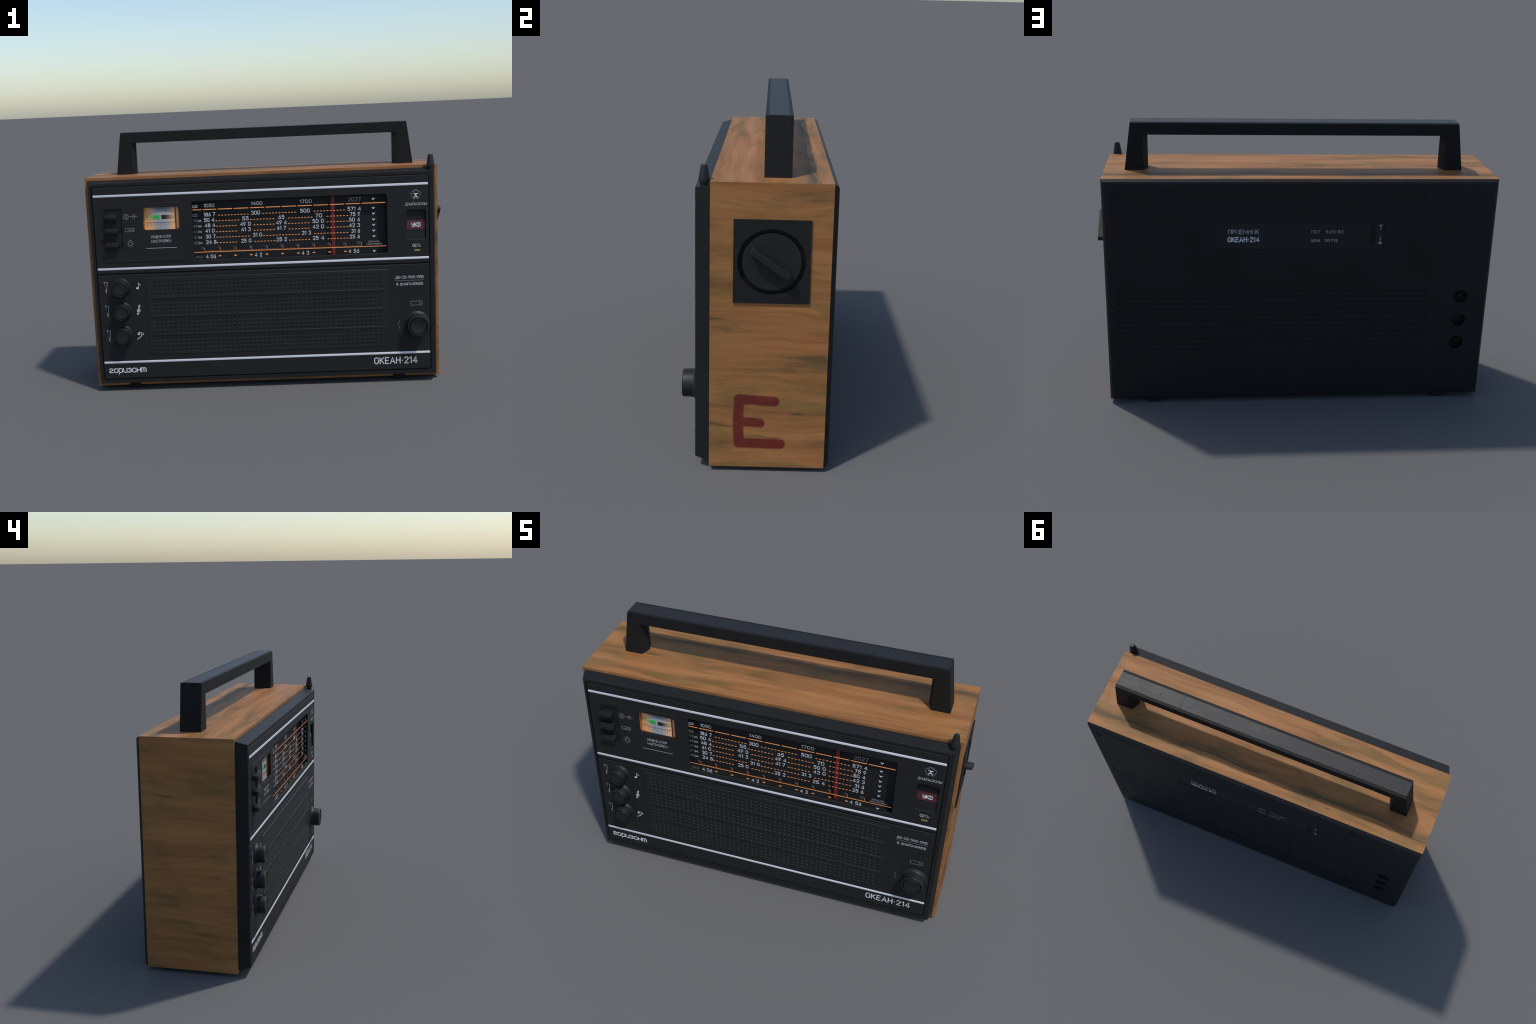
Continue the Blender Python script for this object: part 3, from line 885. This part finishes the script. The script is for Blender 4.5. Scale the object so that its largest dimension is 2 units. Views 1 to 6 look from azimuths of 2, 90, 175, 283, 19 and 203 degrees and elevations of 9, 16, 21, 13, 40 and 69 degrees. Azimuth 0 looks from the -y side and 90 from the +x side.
# ------------------------------------------------------------------ knobs
small = [(0.0520, -0.2470), (0.0505, -0.2490), (0.0465, -0.2530), (0.0442, -0.2590), (0.0436, -0.2680), (0.0432, -0.2950), (0.0424, -0.2978), (0.0408, -0.2990), (0.0385, -0.2990), (0.0370, -0.2980), (0.0364, -0.2905), (0.0344, -0.2905), (0.0338, -0.2955), (0.0318, -0.2984), (0.0300, -0.2980), (0.0, -0.2980)]
big = [(0.0720, -0.2470), (0.0700, -0.2490), (0.0650, -0.2525), (0.0605, -0.2580), (0.0585, -0.2640), (0.0578, -0.2720), (0.0572, -0.3010), (0.0562, -0.3045), (0.0545, -0.3060), (0.0500, -0.3060), (0.0482, -0.3050), (0.0474, -0.2960), (0.0446, -0.2960), (0.0438, -0.3020), (0.0412, -0.3054), (0.0395, -0.3045), (0.0, -0.3045)]
small = [(r * 1.035, y) for r, y in small]
big = [(r * 1.02, y) for r, y in big]
first = lathe("tone_knob", small, KNOB, at=(-0.8245, 0, 0.5990))
for z in (0.4640, 0.3272):
    copy = first.copy()
    scene.collection.objects.link(copy)
    copy.location = (-0.8245, 0, z)
lathe("tuning_knob", big, KNOB, at=(0.8245, 0, 0.3318), steps=64)

# ================================================================== aerial tip
bm = bmesh.new()
prof = [(0.0, 1.178), (0.0165, 1.178), (0.0165, 1.2055), (0.0222, 1.2060), (0.0226, 1.2120), (0.0212, 1.2220), (0.0130, 1.2700), (0.0122, 1.2718), (0.0, 1.2722)]
rings = [[bm.verts.new((0.9155 + r * math.cos(math.tau * i / 32), -0.2135 + r * math.sin(math.tau * i / 32), z)) for i in range(32)] if r else [bm.verts.new((0.9155, -0.2135, z))] for r, z in prof]
for a, b in zip(rings, rings[1:]):
    for i in range(32):
        j = (i + 1) % 32
        if len(a) == 1:
            bm.faces.new((a[0], b[i], b[j]))
        elif len(b) == 1:
            bm.faces.new((a[i], a[j], b[0]))
        else:
            bm.faces.new((a[i], a[j], b[j], b[i]))
bmesh.ops.recalc_face_normals(bm, faces=bm.faces[:])
add("aerial_tip", mesh_of(bm, "aerial_tip"), KNOB, smooth=40)

# ================================================================== carrying handle
HY0, HY1, UNDER, CROWN, FOOT_Z = 0.0160, 0.1255, 1.3925, 1.4512, ZT - 0.002


def outer_x(z):
    return 0.8510 - (z - ZT) * (0.8510 - 0.8185) / (1.4525 - ZT)


bm = bmesh.new()
V = lambda *p: bm.verts.new(p)
F = lambda *v: bm.faces.new(v)
ends = {}
for s in (-1, 1):
    lo = [V(s * outer_x(FOOT_Z), HY0, FOOT_Z), V(s * 0.7583, HY0, FOOT_Z), V(s * 0.7385, 0.0705, FOOT_Z), V(s * 0.7583, HY1, FOOT_Z), V(s * outer_x(FOOT_Z), HY1, FOOT_Z)]
    up = [V(s * outer_x(UNDER), HY0, UNDER), V(s * 0.7583, HY0, UNDER), V(s * 0.7385, 0.0705, UNDER), V(s * 0.7583, HY1, UNDER), V(s * outer_x(UNDER), HY1, UNDER)]
    top = [V(s * outer_x(CROWN), HY0, CROWN), V(s * outer_x(CROWN), HY1, CROWN)]
    for k in range(4):
        F(lo[k], lo[k + 1], up[k + 1], up[k])
    F(*lo)
    F(lo[4], lo[0], up[0], up[4])
    F(up[4], up[0], top[0], top[1])
    ends[s] = (up, top)
(ul, tl), (ur, tr) = ends[-1], ends[1]
F(ul[1], ur[1], ur[2], ur[3], ul[3], ul[2])                 # underside of the grip
F(tl[0], tr[0], tr[1], tl[1])                               # crown
F(ul[0], ul[1], ur[1], ur[0], tr[0], tl[0])                 # front
F(ul[4], ul[3], ur[3], ur[4], tr[1], tl[1])                 # back
bmesh.ops.recalc_face_normals(bm, faces=bm.faces[:])
handle = add("handle", mesh_of(bm, "handle"), HANDLE)
# raised cap along the grip and down the outer faces of the legs
solid("handle_cap", [(s * outer_x(CROWN), y, CROWN - 0.002) for s, y in ((-1, 0.0292), (1, 0.0292), (1, 0.1130), (-1, 0.1130))] +
      [(s * (outer_x(CROWN) - 0.0005), y, CROWN + 0.0024) for s, y in ((-1, 0.0318), (1, 0.0318), (1, 0.1104), (-1, 0.1104))], BOX_FACES, SCUFFED, handle)
for s in (-1, 1):
    solid("handle_flank", [(s * (outer_x(z) + d), y, z) for d, a, b in ((-0.002, 0.0280, 0.1175), (0.0012, 0.0295, 0.1160)) for y, z in ((a, ZT), (b, ZT), (b, CROWN), (a, CROWN))], BOX_FACES, HANDLE, handle)

# ================================================================== band selector on the flank
CY, CZ = 0.0530, 0.9020
ngon = lambda r, n=16, turn=0.5: [(CY + r * math.cos(math.tau * (i + turn) / n), CZ + r * math.sin(math.tau * (i + turn) / n)) for i in range(n)]
cut_flank = [o for o in scene.objects if o.type == "MESH" and o.data.materials and o.data.materials[0] == WOOD_PAINTED][0]
selector = sheet("selector_plate", [[(-0.0968, 0.7348), (0.2029, 0.7348), (0.2029, 1.0713), (-0.0968, 1.0713)], ngon(0.1350, 18)], XR - 0.0005, 0.9620, to_flank, CASE)
cut(cut_flank, [sheet("tool", [ngon(0.1350, 18)], XR - 0.05, XR + 0.05, to_flank, CASE)])
sheet("selector_well", [ngon(0.1390, 18), ngon(0.1340, 18)], XR - 0.020, XR + 0.0006, to_flank, CASE, selector)
sheet("selector_floor", [ngon(0.1390, 18)], XR - 0.024, XR - 0.0202, to_flank, PIT, selector)
disc = sheet("selector_disc", [ngon(0.1160, 24)], XR - 0.020, 0.9560, to_flank, KNOB, selector, 0.0008)
a = Vector((-0.0225, 0.9525))
b = Vector((0.1205, 0.8525))
along = (b - a).normalized()
side = Vector((-along.y, along.x))
shape = []
for end, base in ((a, 90), (b, -90)):
    for i in range(7):
        t = math.radians(base + 180 * i / 6)
        shape.append(tuple(end + along * 0.0080 * math.cos(t) + side * 0.0142 * math.sin(t)))
sheet("selector_lever", [shape], XR, 1.0, to_flank, KNOB, disc, 0.003)

# ================================================================== back cover
cover = solid("back_cover", [(x, 0.284, z) for x, z in ((XL, ZB), (XR, ZB), (XR, ZT), (XL, ZT))] +
              [(x, BACK, z) for x, z in ((XL + 0.013, ZB + 0.011), (XR - 0.013, ZB + 0.011), (XR - 0.013, ZT - 0.013), (XL + 0.013, ZT - 0.013))], BOX_FACES, CASE)
bm = bmesh.new()
bm.from_mesh(cover.data)
rim = [e for e in bm.edges if all(abs(p.co.y - BACK) < 1e-5 for p in e.verts)]
bmesh.ops.bevel(bm, geom=rim, offset=0.010, segments=4, profile=0.5, affect="EDGES")
bm.to_mesh(cover.data)
bm.free()
SCREWS = [(-0.8873, 1.1402), (0.6198, 1.1410), (-0.8858, 0.2376), (0.8507, 0.1415)]     # u counts to the right as seen from behind
SOCKETS = [(0.8568, 0.5900), (0.8565, 0.4596), (0.8562, 0.3290)]
tools = []
columns = [(-0.9055, -0.8726)] + [(-0.8665 + i * 0.1253 + 0.0042, -0.8665 + (i + 1) * 0.1253 - 0.0042) for i in range(12)] + [(0.6412, 0.6835)]
for r in range(11):
    z = 0.6285 - r * 0.0323
    for u0, u1 in columns:
        if u0 > 0.634 and u1 < 0.64:
            continue
        pts = [(-u, y, zz) for y, h in ((BACK - 0.0055, 0.0020), (BACK + 0.01, 0.0175)) for u, zz in ((u0, z - h), (u1, z - h), (u1, z + 0.0062), (u0, z + 0.0062))]
        tools.append(solid("tool", pts, BOX_FACES, CASE))
tool_ring = lambda u, v, r, n, deep: sheet("tool", [[(u + r * math.cos(math.tau * (i + 0.5) / n), v + r * math.sin(math.tau * (i + 0.5) / n)) for i in range(n)]], BACK - deep, BACK + 0.02, to_back, CASE)
cut(cover, tools)
tools = [tool_ring(u, v, 0.0190, 20, 0.004) for u, v in SCREWS]
tools += [tool_ring(u, v, 0.0385, 8, 0.05) for u, v in SOCKETS]
tools.append(sheet("tool", [rounded(-0.4103, 0.4350, 0.8538, 0.9948, 0.002, 2)], BACK - 0.0035, BACK + 0.02, to_back, CASE))
for u0, u1, v0, v1 in ((-0.2365, 0.7558, 0.2605, 0.2632), (-0.2365, -0.2340, 0.034, 0.2595), (0.7533, 0.7558, 0.034, 0.2595)):     # battery door seam
    tools.append(sheet("tool", [[(u0, v0), (u1, v0), (u1, v1), (u0, v1)]], BACK - 0.002, BACK + 0.02, to_back, CASE))
cut(cover, tools)

for u, v in SCREWS:
    head = sheet("screw", [[(u + 0.0105 * math.cos(math.tau * i / 20), v + 0.0105 * math.sin(math.tau * i / 20)) for i in range(20)], [(u + 0.0045 * math.cos(math.tau * i / 10), v + 0.0045 * math.sin(math.tau * i / 10)) for i in range(10)]],
                 BACK - 0.0045, BACK - 0.0008, to_back, LABEL, cover, 0.0012)
for n, (u, v) in enumerate(SOCKETS):
    ring = lambda r, k=20: [(u + r * math.cos(math.tau * i / k), v + r * math.sin(math.tau * i / k)) for i in range(k)]
    octagon = lambda r: [(u + r * math.cos(math.tau * (i + 0.5) / 8), v + r * math.sin(math.tau * (i + 0.5) / 8)) for i in range(8)]
    sheet("socket_cup", [octagon(0.0430), octagon(0.0386)], BACK - 0.034, BACK - 0.0225, to_back, PIT, cover)
    sheet("socket", [ring(0.0405), ring(0.0175)] if n != 1 else [ring(0.0405)], BACK - 0.040, BACK - 0.030, to_back, PIT, cover)
    sheet("socket_collar", [ring(0.0290), ring(0.0240)], BACK - 0.032, BACK - 0.022, to_back, PIT, cover, 0.0015)
    if n != 1:
        sheet("socket_pin", [ring(0.0110), ring(0.0045, 10)], BACK - 0.038, BACK - 0.020, to_back, KNOB, cover, 0.0012)
sheet("rating_plate", [rounded(-0.4085, 0.4332, 0.8556, 0.9930, 0.002, 2), [(0.3645, 0.8672), (0.3925, 0.8672), (0.3925, 0.9858), (0.3645, 0.9858)]], BACK - 0.0042, BACK - 0.0016, to_back, LABEL, cover, 0.0006)
sheet("plate_slot", [[(0.362, 0.864), (0.395, 0.864), (0.395, 0.989), (0.362, 0.989)]], BACK - 0.0050, BACK - 0.0034, to_back, PIT, cover)
sheet("socket_strip", [rounded(0.8190, 0.8930, 0.1800, 0.2860, 0.003, 2)], BACK - 0.001, BACK + 0.0004, to_back, CASE, cover)
for u0, u1 in ((-0.180, 0.030), (0.520, 0.700)):      # finger ribs on the battery door
    for k in range(5):
        sheet("door_rib", [[(u0, 0.2440 - k * 0.0075), (u1, 0.2440 - k * 0.0075), (u1, 0.2462 - k * 0.0075), (u0, 0.2462 - k * 0.0075)]], BACK - 0.001, BACK + 0.0007, to_back, CASE, cover)

ON_LABEL = BACK - 0.0012
B = dict(parent=cover, face=to_back, w=ON_LABEL)
word("plate_lettering", "ПРИЕМНИК", -0.3423, -0.1915, 0.9376, 0.0215, 0.0030, MIST, **B)
word("plate_lettering", "ОКЕАН·214", -0.3438, -0.1900, 0.8965, 0.0232, 0.0048, WHITE, gap=0.26, **B)
word("plate_lettering", "ГОСТ", 0.0712, 0.1124, 0.9398, 0.0145, 0.0019, MIST, **B)
word("plate_lettering", "5651-82", 0.1428, 0.2278, 0.9396, 0.0145, 0.0019, MIST, gap=0.30, **B)
word("plate_lettering", "ЦЕНА", 0.0690, 0.1142, 0.8950, 0.0138, 0.0020, MIST, **B)
word("plate_lettering", "135 РУБ", 0.1362, 0.2030, 0.8945, 0.0138, 0.0020, MIST, **B)
sign = Ink(to_back, ON_LABEL)
sign.blob([(0.4085, 0.9822), (0.4172, 0.9715), (0.4255, 0.9822)])      # aerial and earth signs
sign.line([(0.4174, 0.9780), (0.4176, 0.9560)], 0.0030)
sign.line([(0.4178, 0.9190), (0.4175, 0.8900)], 0.0030)
sign.blob([(0.4070, 0.8908), (0.4095, 0.8835), (0.4172, 0.8802), (0.4245, 0.8835), (0.4272, 0.8908)])
sign.done("plate_sign", MIST, cover, "stuff")
